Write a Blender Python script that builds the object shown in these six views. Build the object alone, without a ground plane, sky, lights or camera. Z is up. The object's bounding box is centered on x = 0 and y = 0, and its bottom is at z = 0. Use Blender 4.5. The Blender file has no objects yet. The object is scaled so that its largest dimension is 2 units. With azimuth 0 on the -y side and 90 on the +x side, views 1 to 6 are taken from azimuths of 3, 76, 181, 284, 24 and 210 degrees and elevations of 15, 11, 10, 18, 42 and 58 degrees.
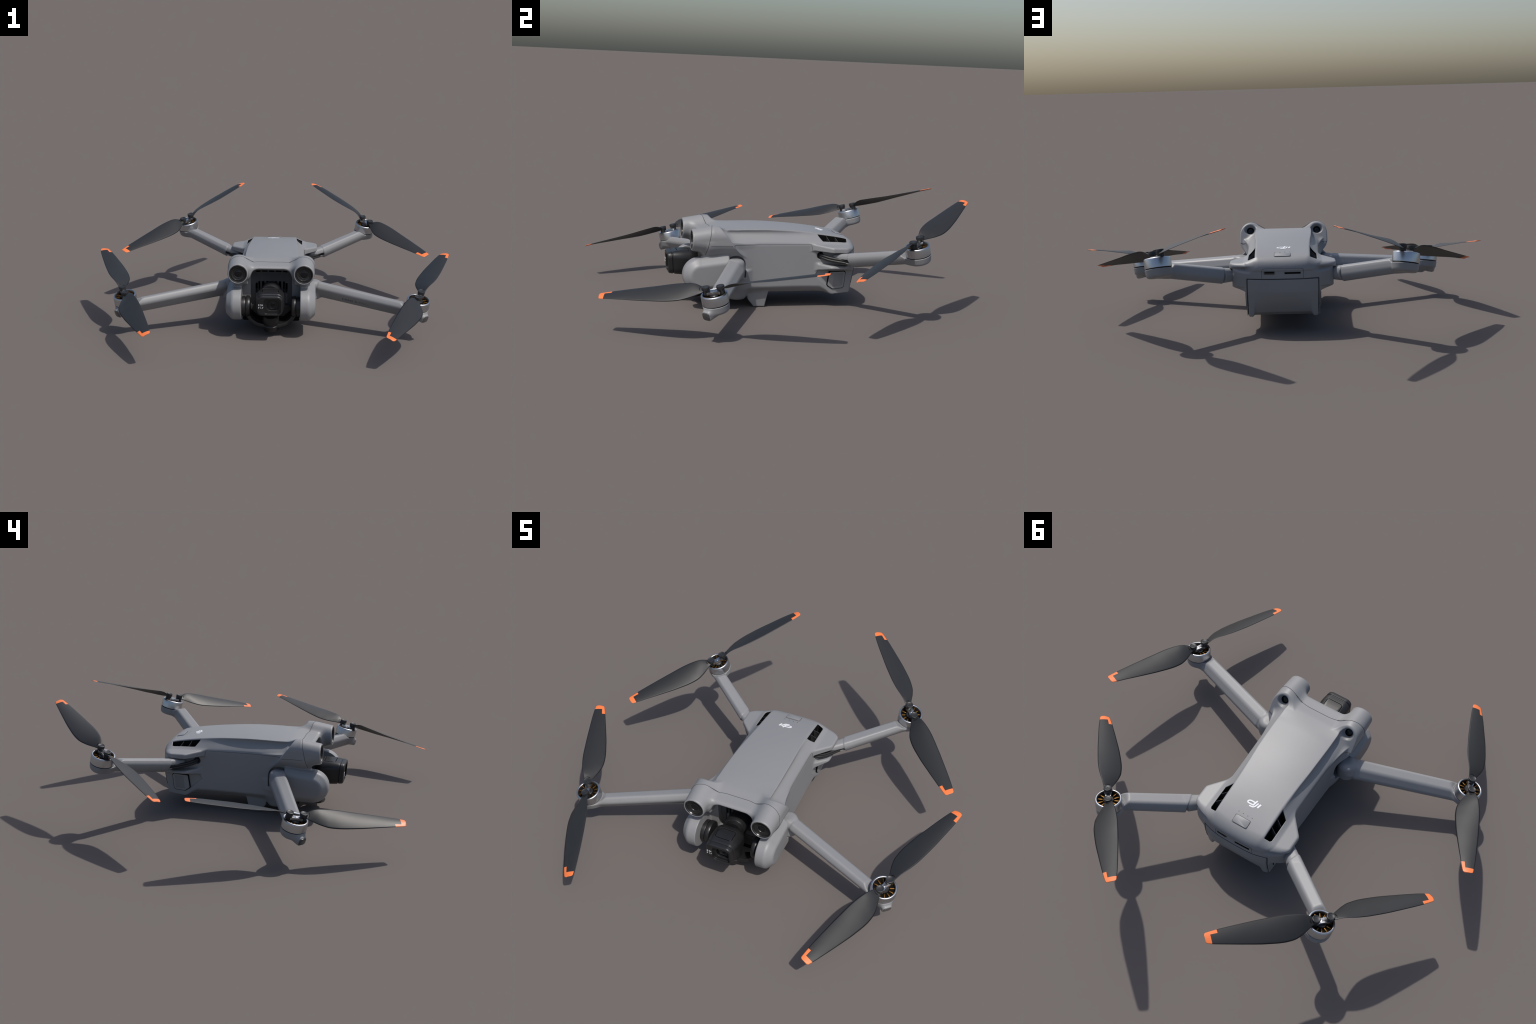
import bpy, bmesh, math
import numpy as np
from mathutils import Vector, Matrix, Quaternion

# =====================================================================
#  A small folding quadcopter drone.  Front = -y, up = +z.  Everything is
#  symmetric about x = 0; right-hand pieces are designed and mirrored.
# =====================================================================

# ------------------------------------------------------------- materials
def new_mat(name, base, rough=0.5, metal=0.0, spec=0.5, grain=0.0, grain_scale=900.0,
            mottling=0.0, coat=0.0):
    m = bpy.data.materials.new(name)
    m.use_nodes = True
    nt = m.node_tree
    b = nt.nodes["Principled BSDF"]
    b.inputs["Base Color"].default_value = (*base, 1)
    b.inputs["Roughness"].default_value = rough
    b.inputs["Metallic"].default_value = metal
    b.inputs["Specular IOR Level"].default_value = spec
    b.inputs["Coat Weight"].default_value = coat
    tc = nt.nodes.new("ShaderNodeTexCoord")
    if mottling > 0:
        n = nt.nodes.new("ShaderNodeTexNoise")
        n.inputs["Scale"].default_value = 260.0
        n.inputs["Detail"].default_value = 3.0
        r = nt.nodes.new("ShaderNodeValToRGB")
        r.color_ramp.elements[0].position = 0.3
        r.color_ramp.elements[1].position = 0.7
        r.color_ramp.elements[0].color = (*[c * (1 - mottling) for c in base], 1)
        r.color_ramp.elements[1].color = (*[c * (1 + mottling) for c in base], 1)
        nt.links.new(tc.outputs["Object"], n.inputs["Vector"])
        nt.links.new(n.outputs["Fac"], r.inputs["Fac"])
        nt.links.new(r.outputs["Color"], b.inputs["Base Color"])
    if grain > 0:
        n2 = nt.nodes.new("ShaderNodeTexNoise")
        n2.inputs["Scale"].default_value = grain_scale
        n2.inputs["Detail"].default_value = 2.0
        bp = nt.nodes.new("ShaderNodeBump")
        bp.inputs["Strength"].default_value = grain
        bp.inputs["Distance"].default_value = 0.0006
        nt.links.new(tc.outputs["Object"], n2.inputs["Vector"])
        nt.links.new(n2.outputs["Fac"], bp.inputs["Height"])
        nt.links.new(bp.outputs["Normal"], b.inputs["Normal"])
    return m

MAT_GREY = new_mat("grey_plastic", (0.245, 0.247, 0.254), 0.47, grain=0.10, mottling=0.02)
MAT_SLAT = new_mat("dark_slat_plastic", (0.03, 0.03, 0.031), 0.6)
MAT_SEAM = new_mat("seam_shadow_gap", (0.055, 0.056, 0.06), 0.8)  # dark tint carries the shade of narrow gaps; applied to solid tubes
MAT_BAY = new_mat("dark_grey_plastic", (0.085, 0.088, 0.094), 0.55, grain=0.1)  # base lightened because the bay's shadow rendered this wall too dark
MAT_BLACK = new_mat("black_plastic", (0.014, 0.014, 0.015), 0.38, grain=0.05)
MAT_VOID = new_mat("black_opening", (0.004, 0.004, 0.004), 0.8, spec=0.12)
MAT_PROP = new_mat("propeller_plastic", (0.020, 0.0205, 0.0215), 0.50, grain=0.06)
MAT_CAP = new_mat("hinge_cap_plastic", (0.022, 0.023, 0.025), 0.45)
MAT_ORANGE = new_mat("orange_tip_paint", (0.86, 0.20, 0.055), 0.45)
MAT_METAL = new_mat("brushed_aluminium", (0.56, 0.57, 0.59), 0.33, metal=1.0)
MAT_COPPER = new_mat("copper_winding", (0.16, 0.085, 0.025), 0.5, metal=1.0)
MAT_GLASS = new_mat("lens_glass", (0.006, 0.007, 0.009), 0.12, spec=0.35, coat=0.0)
MAT_LENS_RING = new_mat("lens_ring_black", (0.020, 0.020, 0.021), 0.30)
MAT_WHITE = new_mat("white_print", (0.80, 0.80, 0.82), 0.5)
MAT_PRINT_DARK = new_mat("dark_print", (0.045, 0.045, 0.05), 0.5)
MAT_PRINT_PALE = new_mat("pale_print", (0.13, 0.13, 0.14), 0.5)
MAT_LIGHT = new_mat("status_light_cover", (0.07, 0.07, 0.072), 0.3, coat=0.4)
MAT_CABLE = new_mat("cable_rubber", (0.018, 0.018, 0.018), 0.5)
MAT_BUTTON = new_mat("battery_catch_plastic", (0.20, 0.202, 0.21), 0.5, grain=0.25, grain_scale=500)
MAT_STEEL = new_mat("screw_steel", (0.55, 0.55, 0.56), 0.35, metal=1.0)
MAT_PORT = new_mat("port_metal", (0.12, 0.125, 0.12), 0.4, metal=0.6)

# ------------------------------------------------------------- objects
SCENE = bpy.context.scene.collection

def add_obj(name, me, parent, mat, smooth=True):
    ob = bpy.data.objects.new(name, me)
    SCENE.objects.link(ob)
    ob.parent = parent
    if mat is not None:
        me.materials.clear()
        me.materials.append(mat)
    return ob

def mesh_from(verts, faces, name="part", smooth=True, sharp=None):
    me = bpy.data.meshes.new(name)
    me.from_pydata([tuple(map(float, v)) for v in verts], [], [tuple(f) for f in faces])
    me.validate()
    if smooth:
        me.polygons.foreach_set("use_smooth", [True] * len(me.polygons))
        if sharp is not None:
            me.set_sharp_from_angle(angle=math.radians(sharp))
    return me

def fix_normals(me):
    bm = bmesh.new(); bm.from_mesh(me)
    bmesh.ops.recalc_face_normals(bm, faces=bm.faces)
    bm.to_mesh(me); bm.free()

def from_bm(bm, name="part", sharp=35):
    bmesh.ops.recalc_face_normals(bm, faces=bm.faces)
    me = bpy.data.meshes.new(name)
    bm.to_mesh(me); bm.free()
    me.polygons.foreach_set("use_smooth", [True] * len(me.polygons))
    me.set_sharp_from_angle(angle=math.radians(sharp))
    return me

def mirrored(me):
    m2 = me.copy()
    m2.transform(Matrix.Diagonal((-1, 1, 1, 1)))
    m2.flip_normals()
    return m2

# --- simple solids ------------------------------------------------------
def lathe(profile, segs=48, frame=None, sharp=35):
    """Revolve (radius, height) points about local z."""
    v, f = [], []
    n = len(profile)
    for i in range(segs):
        a = 2 * math.pi * i / segs
        for r, h in profile:
            v.append((r * math.cos(a), r * math.sin(a), h))
    for i in range(segs):
        j = (i + 1) % segs
        for k in range(n - 1):
            f.append((i * n + k, j * n + k, j * n + k + 1, i * n + k + 1))
    bm = bmesh.new()
    bv = [bm.verts.new(p) for p in v]
    for q in f:
        bm.faces.new([bv[i] for i in q])
    bmesh.ops.remove_doubles(bm, verts=bm.verts, dist=1e-6)
    if frame is not None:
        bmesh.ops.transform(bm, matrix=frame, verts=bm.verts)
    return from_bm(bm, sharp=sharp)

def rbox(sx, sy, sz, bevel=0.004, seg=3, frame=None, sharp=40):
    bm = bmesh.new()
    bmesh.ops.create_cube(bm, size=1)
    bmesh.ops.scale(bm, vec=(sx, sy, sz), verts=bm.verts)
    if bevel > 0:
        bmesh.ops.bevel(bm, geom=list(bm.edges), offset=bevel, segments=seg, profile=0.5, affect='EDGES')
    if frame is not None:
        bmesh.ops.transform(bm, matrix=frame, verts=bm.verts)
    return from_bm(bm, sharp=sharp)

def round_prism(pts, depth, radius=0.0, bevel=0.0, frame=None, seg=5, sharp=35):
    """Prism over a 2D polygon (local xy, height along z), corners rounded."""
    bm = bmesh.new()
    out = []
    n = len(pts)
    for i in range(n):
        p = Vector(pts[i]).to_2d(); a = Vector(pts[i - 1]).to_2d(); b = Vector(pts[(i + 1) % n]).to_2d()
        rad = radius[i] if isinstance(radius, (list, tuple)) else radius
        if rad <= 0:
            out.append(p); continue
        da = (a - p).normalized(); db = (b - p).normalized()
        r = min(rad, (a - p).length * .45, (b - p).length * .45)
        for t in range(seg + 1):
            u = t / seg
            out.append((p + da * r) * (1 - u) ** 2 + p * 2 * u * (1 - u) + (p + db * r) * u * u)
    lo = [bm.verts.new((q.x, q.y, -depth / 2)) for q in out]
    hi = [bm.verts.new((q.x, q.y, depth / 2)) for q in out]
    m = len(out)
    bm.faces.new(list(reversed(lo)))
    top = bm.faces.new(hi)
    for i in range(m):
        j = (i + 1) % m
        bm.faces.new((lo[i], lo[j], hi[j], hi[i]))
    if bevel > 0:
        bmesh.ops.bevel(bm, geom=list(top.edges), offset=bevel, segments=2, profile=0.5, affect='EDGES')
    if frame is not None:
        bmesh.ops.transform(bm, matrix=frame, verts=bm.verts)
    return from_bm(bm, sharp=sharp)

def catmull(pts, per=8, closed=False):
    P = [np.array(p, float) for p in pts]
    n = len(P); out = []
    rng = range(n) if closed else range(n - 1)
    for i in rng:
        if closed:
            p0, p1, p2, p3 = P[i - 1], P[i], P[(i + 1) % n], P[(i + 2) % n]
        else:
            p1, p2 = P[i], P[i + 1]
            p0 = P[i - 1] if i > 0 else 2 * p1 - p2
            p3 = P[i + 2] if i + 2 < n else 2 * p2 - p1
        for k in range(per):
            t = k / per
            out.append(.5 * (2 * p1 + (p2 - p0) * t + (2 * p0 - 5 * p1 + 4 * p2 - p3) * t * t
                             + (3 * p1 - p0 - 3 * p2 + p3) * t ** 3))
    if not closed:
        out.append(P[-1])
    return out

def tube(path, radius, segs=8, closed=False, radii=None):
    path = [Vector(p) for p in path]
    n = len(path); v, f = [], []
    prev = None
    for i in range(n):
        a = path[i - 1] if (i > 0 or closed) else path[i]
        b = path[(i + 1) % n] if (i < n - 1 or closed) else path[i]
        t = (b - a).normalized()
        if prev is None:
            u = t.orthogonal().normalized()
        else:
            u = (prev - t * prev.dot(t)).normalized()
        prev = u
        w = t.cross(u)
        r = radii[i] if radii else radius
        for k in range(segs):
            an = 2 * math.pi * k / segs
            v.append(path[i] + (u * math.cos(an) + w * math.sin(an)) * r)
    for i in range(n if closed else n - 1):
        j = (i + 1) % n
        for k in range(segs):
            l = (k + 1) % segs
            f.append((i * segs + k, i * segs + l, j * segs + l, j * segs + k))
    if not closed:
        f.append(tuple(reversed(range(segs))))
        f.append(tuple((n - 1) * segs + k for k in range(segs)))
    me = mesh_from(v, f)
    fix_normals(me)
    return me

def frame_from(origin, z, x=None):
    z = Vector(z).normalized()
    x = Vector(x) if x is not None else z.orthogonal()
    x = (x - z * x.dot(z)).normalized()
    y = z.cross(x)
    m = Matrix((x, y, z)).transposed().to_4x4()
    m.translation = Vector(origin)
    return m

# --- distance-field modelling --------------------------------------------
def smin(a, b, k):
    if np.isscalar(k) and k <= 0: return np.minimum(a, b)
    h = np.clip(.5 + .5 * (b - a) / k, 0, 1)
    return b + (a - b) * h - k * h * (1 - h)

def smax(a, b, k=0.0):
    if np.isscalar(k) and k <= 0: return np.maximum(a, b)
    return -smin(-a, -b, k)

def prof(pairs):
    """Smooth (monotone cubic) profile through a few design points."""
    xs = np.array([p[0] for p in pairs], float); ys = np.array([p[1] for p in pairs], float)
    d = np.diff(ys) / np.diff(xs)
    m = np.zeros_like(ys)
    m[0], m[-1] = d[0], d[-1]
    for i in range(1, len(xs) - 1):
        m[i] = 0 if d[i - 1] * d[i] <= 0 else 2 * d[i - 1] * d[i] / (d[i - 1] + d[i])
    def fn(x):
        x = np.clip(x, xs[0], xs[-1])
        i = np.clip(np.searchsorted(xs, x) - 1, 0, len(xs) - 2)
        h = xs[i + 1] - xs[i]; t = (x - xs[i]) / h
        return ((1 + 2 * t) * (1 - t) ** 2 * ys[i] + t * (1 - t) ** 2 * h * m[i]
                + t * t * (3 - 2 * t) * ys[i + 1] + t * t * (t - 1) * h * m[i + 1])
    return fn

def sd_box(x, y, z, c, h, r=0.0):
    qx = np.abs(x - c[0]) - h[0] + r; qy = np.abs(y - c[1]) - h[1] + r; qz = np.abs(z - c[2]) - h[2] + r
    return (np.sqrt(np.maximum(qx, 0) ** 2 + np.maximum(qy, 0) ** 2 + np.maximum(qz, 0) ** 2)
            + np.minimum(np.maximum(np.maximum(qx, qy), qz), 0) - r)

def sd_box2(a, b, ca, cb, ha, hb, r=0.0):
    qa = np.abs(a - ca) - ha + r; qb = np.abs(b - cb) - hb + r
    return np.sqrt(np.maximum(qa, 0) ** 2 + np.maximum(qb, 0) ** 2) + np.minimum(np.maximum(qa, qb), 0) - r

def sd_poly2(a, b, pts):
    """Signed distance to a convex polygon (counter-clockwise in a,b)."""
    d = None
    for i in range(len(pts)):
        (a0, b0), (a1, b1) = pts[i], pts[(i + 1) % len(pts)]
        L = math.hypot(a1 - a0, b1 - b0)
        e = ((b1 - b0) * (a - a0) - (a1 - a0) * (b - b0)) / L
        d = e if d is None else np.maximum(d, e)
    return d

def field_mesh(field, lo, hi, h, split=None, name="shell", parts=None):
    """Skin the zero level of `field` (naive surface nets), pull the vertices
    onto the exact surface, and return meshes with smooth surface normals."""
    ax = [np.arange(lo[i], hi[i] + h, h, dtype=np.float32) for i in range(3)]
    X, Y, Z = np.meshgrid(*ax, indexing='ij')
    F = field(X, Y, Z).astype(np.float32)
    del X, Y, Z
    S = F < 0
    nx, ny, nz = F.shape
    cnt = np.zeros((nx - 1, ny - 1, nz - 1), np.int8)
    for i in (0, 1):
        for j in (0, 1):
            for k in (0, 1):
                cnt += S[i:nx - 1 + i, j:ny - 1 + j, k:nz - 1 + k]
    cell = (cnt > 0) & (cnt < 8)
    ci = np.argwhere(cell)
    idx = -np.ones(cell.shape, np.int64)
    idx[cell] = np.arange(len(ci))
    acc = np.zeros((len(ci), 3)); num = np.zeros(len(ci))
    corners = [(i, j, k) for i in (0, 1) for j in (0, 1) for k in (0, 1)]
    for a in corners:
        for b in corners:
            d = [b[q] - a[q] for q in range(3)]
            if sum(d) == 1 and min(d) == 0:
                fa = F[ci[:, 0] + a[0], ci[:, 1] + a[1], ci[:, 2] + a[2]]
                fb = F[ci[:, 0] + b[0], ci[:, 1] + b[1], ci[:, 2] + b[2]]
                ok = (fa < 0) != (fb < 0)
                t = np.where(ok, fa / np.where(ok, fa - fb, 1), 0)
                p = np.array(a)[None] + t[:, None] * np.array(d)[None]
                acc += np.where(ok[:, None], p, 0); num += ok
    V = (ci + acc / num[:, None]) * h + np.array(lo)
    faces = []
    for axis in range(3):
        o1, o2 = [(1, 2), (2, 0), (0, 1)][axis]
        sl0 = [slice(None)] * 3; sl1 = [slice(None)] * 3
        sl0[axis] = slice(0, -1); sl1[axis] = slice(1, None)
        A, B = S[tuple(sl0)], S[tuple(sl1)]
        e = np.argwhere(A != B)
        e = e[(e[:, o1] > 0) & (e[:, o2] > 0) & (e[:, o1] < F.shape[o1] - 1) & (e[:, o2] < F.shape[o2] - 1)]
        inside_first = A[e[:, 0], e[:, 1], e[:, 2]]
        def at(d1, d2):
            q = e.copy(); q[:, o1] -= d1; q[:, o2] -= d2
            return idx[q[:, 0], q[:, 1], q[:, 2]]
        q = np.stack([at(0, 0), at(1, 0), at(1, 1), at(0, 1)], 1)
        q = np.where(inside_first[:, None], q, q[:, ::-1])
        faces.append(q)
    Q = np.concatenate(faces)
    Q = Q[(Q >= 0).all(1)]
    eps = h * .3
    def grad(P):
        x, y, z = P.T
        g = np.stack([field(x + eps, y, z) - field(x - eps, y, z),
                      field(x, y + eps, z) - field(x, y - eps, z),
                      field(x, y, z + eps) - field(x, y, z - eps)], 1) / (2 * eps)
        return g
    for _ in range(3):
        g = grad(V)
        f = field(*V.T)
        step = g * (f / np.maximum((g * g).sum(1), .15))[:, None]
        L = np.linalg.norm(step, axis=1)
        step *= np.minimum(1, h * .6 / np.maximum(L, 1e-9))[:, None]
        V = V - step
    g = grad(V)
    N = g / np.maximum(np.linalg.norm(g, axis=1), 1e-9)[:, None]
    # smooth the normals a little over neighbouring faces
    fn = np.cross(V[Q[:, 2]] - V[Q[:, 0]], V[Q[:, 3]] - V[Q[:, 1]])
    fn /= np.maximum(np.linalg.norm(fn, axis=1), 1e-12)[:, None]
    FN = np.zeros_like(V)
    for k in range(4):
        np.add.at(FN, Q[:, k], fn)
    FN /= np.maximum(np.linalg.norm(FN, axis=1), 1e-9)[:, None]
    flip = (N * FN).sum(1) < 0.2
    N[flip] = FN[flip]
    N = N + FN * .6
    N /= np.linalg.norm(N, axis=1)[:, None]
    C = V[Q].mean(1)
    groups = [np.ones(len(Q), bool)] if split is None else split(*C.T)
    out = []
    for gsel in groups:
        q = Q[gsel]
        used = np.unique(q)
        remap = -np.ones(len(V), np.int64); remap[used] = np.arange(len(used))
        me = bpy.data.meshes.new(name)
        me.from_pydata(V[used].tolist(), [], remap[q].tolist())
        me.validate()
        me.polygons.foreach_set("use_smooth", [True] * len(me.polygons))
        if len(me.vertices) == len(used):
            me.normals_split_custom_set_from_vertices(N[used].tolist())
        out.append(me)
    return out if split is not None else out[0]

# =====================================================================
#  ROOT
# =====================================================================
drone = bpy.data.objects.new("camera_drone", None)
SCENE.objects.link(drone)
drone["label"] = "small grey folding quadcopter with black propellers and camera"
drone["category"] = "drone"

# =====================================================================
#  BODY  (distance field, X = |x|)
# =====================================================================
top_z = prof([(-.45, .372), (-.42, .380), (-.354, .391), (-.30, .402), (-.2, .410), (-.1, .411), (0, .408), (.1, .400),
              (.2, .388), (.28, .375), (.335, .364), (.40, .347), (.45, .335)])
dish = prof([(-.45, .002), (-.36, .003), (-.30, .000), (-.22, -.007), (0, -.007), (.1, -.005), (.2, -.003), (.35, .0), (.45, .0)])
crease_x = prof([(-.45, .149), (-.2, .148), (-.05, .144), (.075, .136), (.2, .130), (.35, .128), (.45, .12)])
half_w = prof([(-.45, .198), (-.26, .195), (-.2, .189), (-.15, .184), (-.085, .181), (0, .179), (.14, .177), (.22, .179), (.45, .179)])
flank_x = prof([(-.45, .231), (-.38, .231), (-.35, .227), (-.315, .219), (-.285, .211), (-.254, .202), (-.22, .193), (-.19, .187), (-.15, .180), (-.10, .165)])
scoop = prof([(-.45, .014), (-.25, .014), (-.10, .012), (.05, .008), (.15, .003), (.45, 0)])
belly_z = prof([(-.45, .076), (-.30, .074), (-.20, .060), (-.16, .066), (-.10, .075), (.0, .076), (.20, .077), (.235, .075), (.275, .066), (.36, .074), (.45, .08)])
belly_edge = prof([(-.45, .100), (-.20, .102), (-.16, .104), (-.12, .104), (.0, .106), (.20, .109), (.235, .093), (.275, .068), (.36, .076), (.45, .08)])
rear_y = prof([(0, .406), (.06, .4045), (.1, .401), (.166, .384), (.2, .369), (.224, .356), (.253, .331), (.30, .28)])
SEAM_Z = .333

def vent_plan(X, y, grow=0.0):
    return sd_poly2(X, y, [(.133, .190), (.163, .213), (.163, .332), (.158, .341), (.131, .346)]) - grow

def body_field(x, y, z, vents=True):
    X = np.abs(x)
    hw = half_w(y)
    # --- long central hull
    cx = crease_x(y)
    cz = top_z(y) + dish(y)
    top = z - top_z(y) - dish(y) * np.clip(X / cx, 0, 1.2) ** 2
    ex, ez = hw + .001, SEAM_Z
    L = np.sqrt((ex - cx) ** 2 + (cz - ez) ** 2)
    nxv, nzv = (cz - ez) / L, (ex - cx) / L
    tt = np.clip((z - ez - .008) / np.maximum(cz - ez - .008, .01), 0, 1)
    cham = (X - cx) * nxv + (z - cz) * nzv + scoop(y) * np.sin(np.pi * tt ** 1.5)
    side = X - (hw - (.004 + .024 * np.clip((y - .05) / .2, 0, 1)) * np.maximum(SEAM_Z - z, 0))
    bz, be = belly_z(y), belly_edge(y)
    bot = bz - z
    bch = ((be - z) * .05 + (X - hw + .006) * (be - bz + .012)) / np.sqrt(.05 ** 2 + (be - bz + .012) ** 2)
    hull = smax(smax(top, cham, .005), side, .006)
    hull = smax(hull, smax(bot, bch, .008), .008)
    hull = smax(hull, -.420 - y, .022)
    # --- rear shoulders ("wings") over the rear arms and ledges below them
    rear_c = (y - rear_y(X)) * (.98 - .9 * np.clip(X - .15, 0, .1) ** 1)
    edge = .758 * (X - .253) - .652 * (y - .243)
    plan = smax(X - .2535, edge, .006)
    wtop = z - (.3285 + .10 * (.253 - X))
    wing = smax(smax(plan, wtop, .010), .302 - z, .004)
    wing = smax(wing, .12 - X, 0)
    edge_lo = .72 * (X - .238) - .694 * (y - .243)
    plan_lo = smax(X - .240, edge_lo, .010)
    ledge_top = z - (.236 - .10 * (X - .18))
    ledge_bot = (.199 + .26 * np.maximum(X - .177, 0)) - z
    ledge = smax(smax(smax(plan_lo, ledge_top, .012), ledge_bot, .006), .12 - X, 0)
    ledge = smax(ledge, rear_c + .012 * np.clip((X - .175) / .03, 0, 1), .008)
    wall = smax(smax(plan_lo, .322 - y, .004), smax(z - .31, .22 - z, 0), 0)
    body = smin(hull, wing, .012)
    body = smin(body, ledge, .010)
    body = smin(body, smax(wall, .12 - X, 0), .004)
    # rear end: rounded shoulder above, leaning in below
    low = np.clip((.262 - z) / .006, 0, 1) * np.clip((.1685 - X) / .002, 0, 1)
    rear_lo = rear_c + .005 * low + np.maximum(.20 - z, 0) * .14
    bay_b = smax(smax(X - .1688, .285 - y, 0), z - .2615, 0)
    body = smax(body, -bay_b, .001)
    body = smax(body, rear_lo, .006 + np.clip((z - .266) / .03, 0, 1) * (.010 + .044 * np.clip((.25 - X) / .12, 0, 1)))
    # --- gimbal bay
    arch = sd_box2(X, z, 0, .20, .118, .166, .055)
    wide = sd_box2(X, z, 0, .15, .157, .166, .02)
    bay = smax(smin(arch, wide, .02), y + .345, .006)
    deep = smax(sd_box2(X, z, 0, .235, .112, .108, .03), y + .215, .004)
    body = smax(body, -smin(bay, deep, 0), .010)
    # --- sensor horns at the front
    ay = np.clip(y, -.49, -.28)
    hx = .1742 + (ay + .475) * .01
    ht = np.clip((ay + .475) / .105, 0, 1)
    hz_hi, hz_lo = .355 + .0160 * ht, .355 - .012 * ht
    hr = .0545 + .0025 * ht
    zq = z - np.clip(z, hz_lo, hz_hi)
    horn = np.sqrt((X - hx) ** 2 + zq ** 2) - hr
    horn = smax(horn, -.4765 - y, .008)
    cut = .8 * y + .6 * z + .0135
    horn_up = smax(horn, cut, .006)
    # lower flank of the horn runs back and fades into the hull side
    fo = flank_x(y)
    flank = np.sqrt(np.maximum(X - fo + .062, 0) ** 2 + ((z - .338) * np.where(z > .338, 1.0, .95)) ** 2) - .062
    flank = smax(smax(flank, -.405 - y, .02), y + .12, .02)
    flank = smax(flank, z - (.351 - .020 * np.clip((y + .30) / .17, 0, 1)), .004)
    flank = smax(flank, .12 - X, 0)
    inside = smax(sd_box2(X, z, 0, .20, .125, .160, .04), y + .33, .004)
    horn_up = smax(horn_up, -smax(inside, -(y + .425), .02), .006)
    body = smin(body, horn_up, .030)
    body = smin(body, smax(flank, -inside, .006), .008)
    # --- gimbal pods
    def pod_profile(y, z):
        t = np.clip((y + .43) / .14, 0, 1)
        return np.sqrt((y - (-.43 + .14 * t)) ** 2 + (z - (.180 + .010 * t)) ** 2) - (.087 + .009 * t)
    pp = pod_profile(y, z)
    pod = smax(pp, X - .2395, .012)
    pod = smax(pod, (pp + X - .2395 + .034) * .7071, .008)
    pod = smax(pod, .157 - X, .004)
    pod = smax(pod, y + .285, .01)
    body = smin(body, pod, .006)
    # --- hinge housings and feet
    hous = np.sqrt((X - .122) ** 2 + (y + .226) ** 2) - (.048 + .35 * np.clip(z - .045, 0, .10))
    hous = smax(smax(hous, .040 - z, .014), z - .20, .01)
    body = smin(body, hous, .014)
    foot = sd_poly2(y, z, [(-.136, -.001), (-.078, -.001), (-.062, .09), (-.18, .09), (-.170, .040)])
    foot = smax(smax(foot, np.abs(X - .132) - (.011 + .12 * z), .006), -z, 0)
    body = smin(body, foot, .008)
    # pocket around the front hinge barrel
    knob = np.sqrt((y + .250) ** 2 + np.maximum(z - .222, 0) ** 2) - .0545
    knob = smax(smax(knob, .158 - X, .010), .165 - z, .006)
    body = smax(body, -knob, .006)
    # --- pocket for the rear arm root
    pocket = smax(smax(.185 - X, y - .330, .006), .13 - y, 0)
    pocket = smax(pocket, smax(z - .301, .234 - z, 0), .004)
    hole = np.sqrt((y - .200) ** 2 + (z - .276) ** 2) - .019
    hole = smax(hole, .15 - X, 0)
    body = smax(body, -smin(pocket, hole, 0), .004)
    # sloping inner wall of that pocket, beside the cable outlet
    cheek = smax(X - (.176 + .32 * np.clip(y - .215, 0, .09)), smax(y - .335, .215 - y, .01), .004)
    cheek = smax(cheek, smax(z - .303, .230 - z, 0), 0)
    body = smin(body, smax(cheek, .12 - X, 0), .010)
    # --- rear-facing sensor sockets
    ux, uy, uz = 0.05, .86, .50
    px, py, pz = X - .178, y + .331, z - .388
    along = px * ux + py * uy + pz * uz
    rad = np.sqrt(np.maximum(px * px + py * py + pz * pz - along ** 2, 0))
    sock = smax(rad - (.019 + .55 * np.clip(along, 0, .03)), -along - .004, .002)
    body = smax(body, -sock, .004)
    # --- lens sockets in the horns
    lens = np.sqrt((X - .1742) ** 2 + (z - .355) ** 2) - .0475
    lens = smax(lens, y + .455, .002)
    body = smax(body, -lens, .002)
    # --- air vents
    vent = smax(vent_plan(X, y), .285 - z, 0)
    if vents:
        body = smax(body, -vent, .004)
    # --- thumb recess in front of the battery catch
    rec = sd_poly2(y, z, [(.175, .172), (.252, .108), (.26, .193), (.19, .197)])
    rec = smax(rec, .168 - X, .006)
    body = smax(body, -rec, .004)
    return body

def front_seam_y(X, z):
    c = np.clip((X - .05) / .16, 0, 1); c = c * c * (3 - 2 * c)
    return -.378 - .205 * (.43 - z) + .033 * (1 - c) * np.clip((z - .33) / .05, 0, 1)

def body_split(x, y, z):
    X = np.abs(x)
    front = (y < front_seam_y(X, z)) & (z > .283)
    pods = (~front) & (y < -.25) & (X > .150) & (z < .30) & (y < -.30)
    wing_edge = (y > .15) & (z > .300)
    upper = (~front) & (~pods) & ((z > SEAM_Z) | wing_edge)
    lower = ~(front | pods | upper)
    return [front, upper, lower, pods]

HB = .0028
ms = field_mesh(body_field, (-.266, -.535, -.012), (.266, .452, .452), HB, split=body_split)
front_cover = add_obj("front_cover", ms[0], drone, MAT_GREY)
upper_shell = add_obj("upper_shell", ms[1], drone, MAT_GREY)
lower_shell = add_obj("lower_shell", ms[2], drone, MAT_GREY)
gimbal_pod = add_obj("gimbal_pod", ms[3], drone, MAT_GREY)

# --- root finding on the body surface, for placing details on it ----------
def hit(p_out, p_in, n=400, vents=True):
    p_out, p_in = np.array(p_out, float), np.array(p_in, float)
    t = np.linspace(0, 1, n)
    P = p_out[None] + t[:, None] * (p_in - p_out)[None]
    f = body_field(*P.T, vents=vents)
    k = np.argmax(f < 0)
    if f[k] >= 0: return None
    if k == 0: return P[0]
    a = f[k - 1] / (f[k - 1] - f[k])
    return P[k - 1] + a * (P[k] - P[k - 1])

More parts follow.
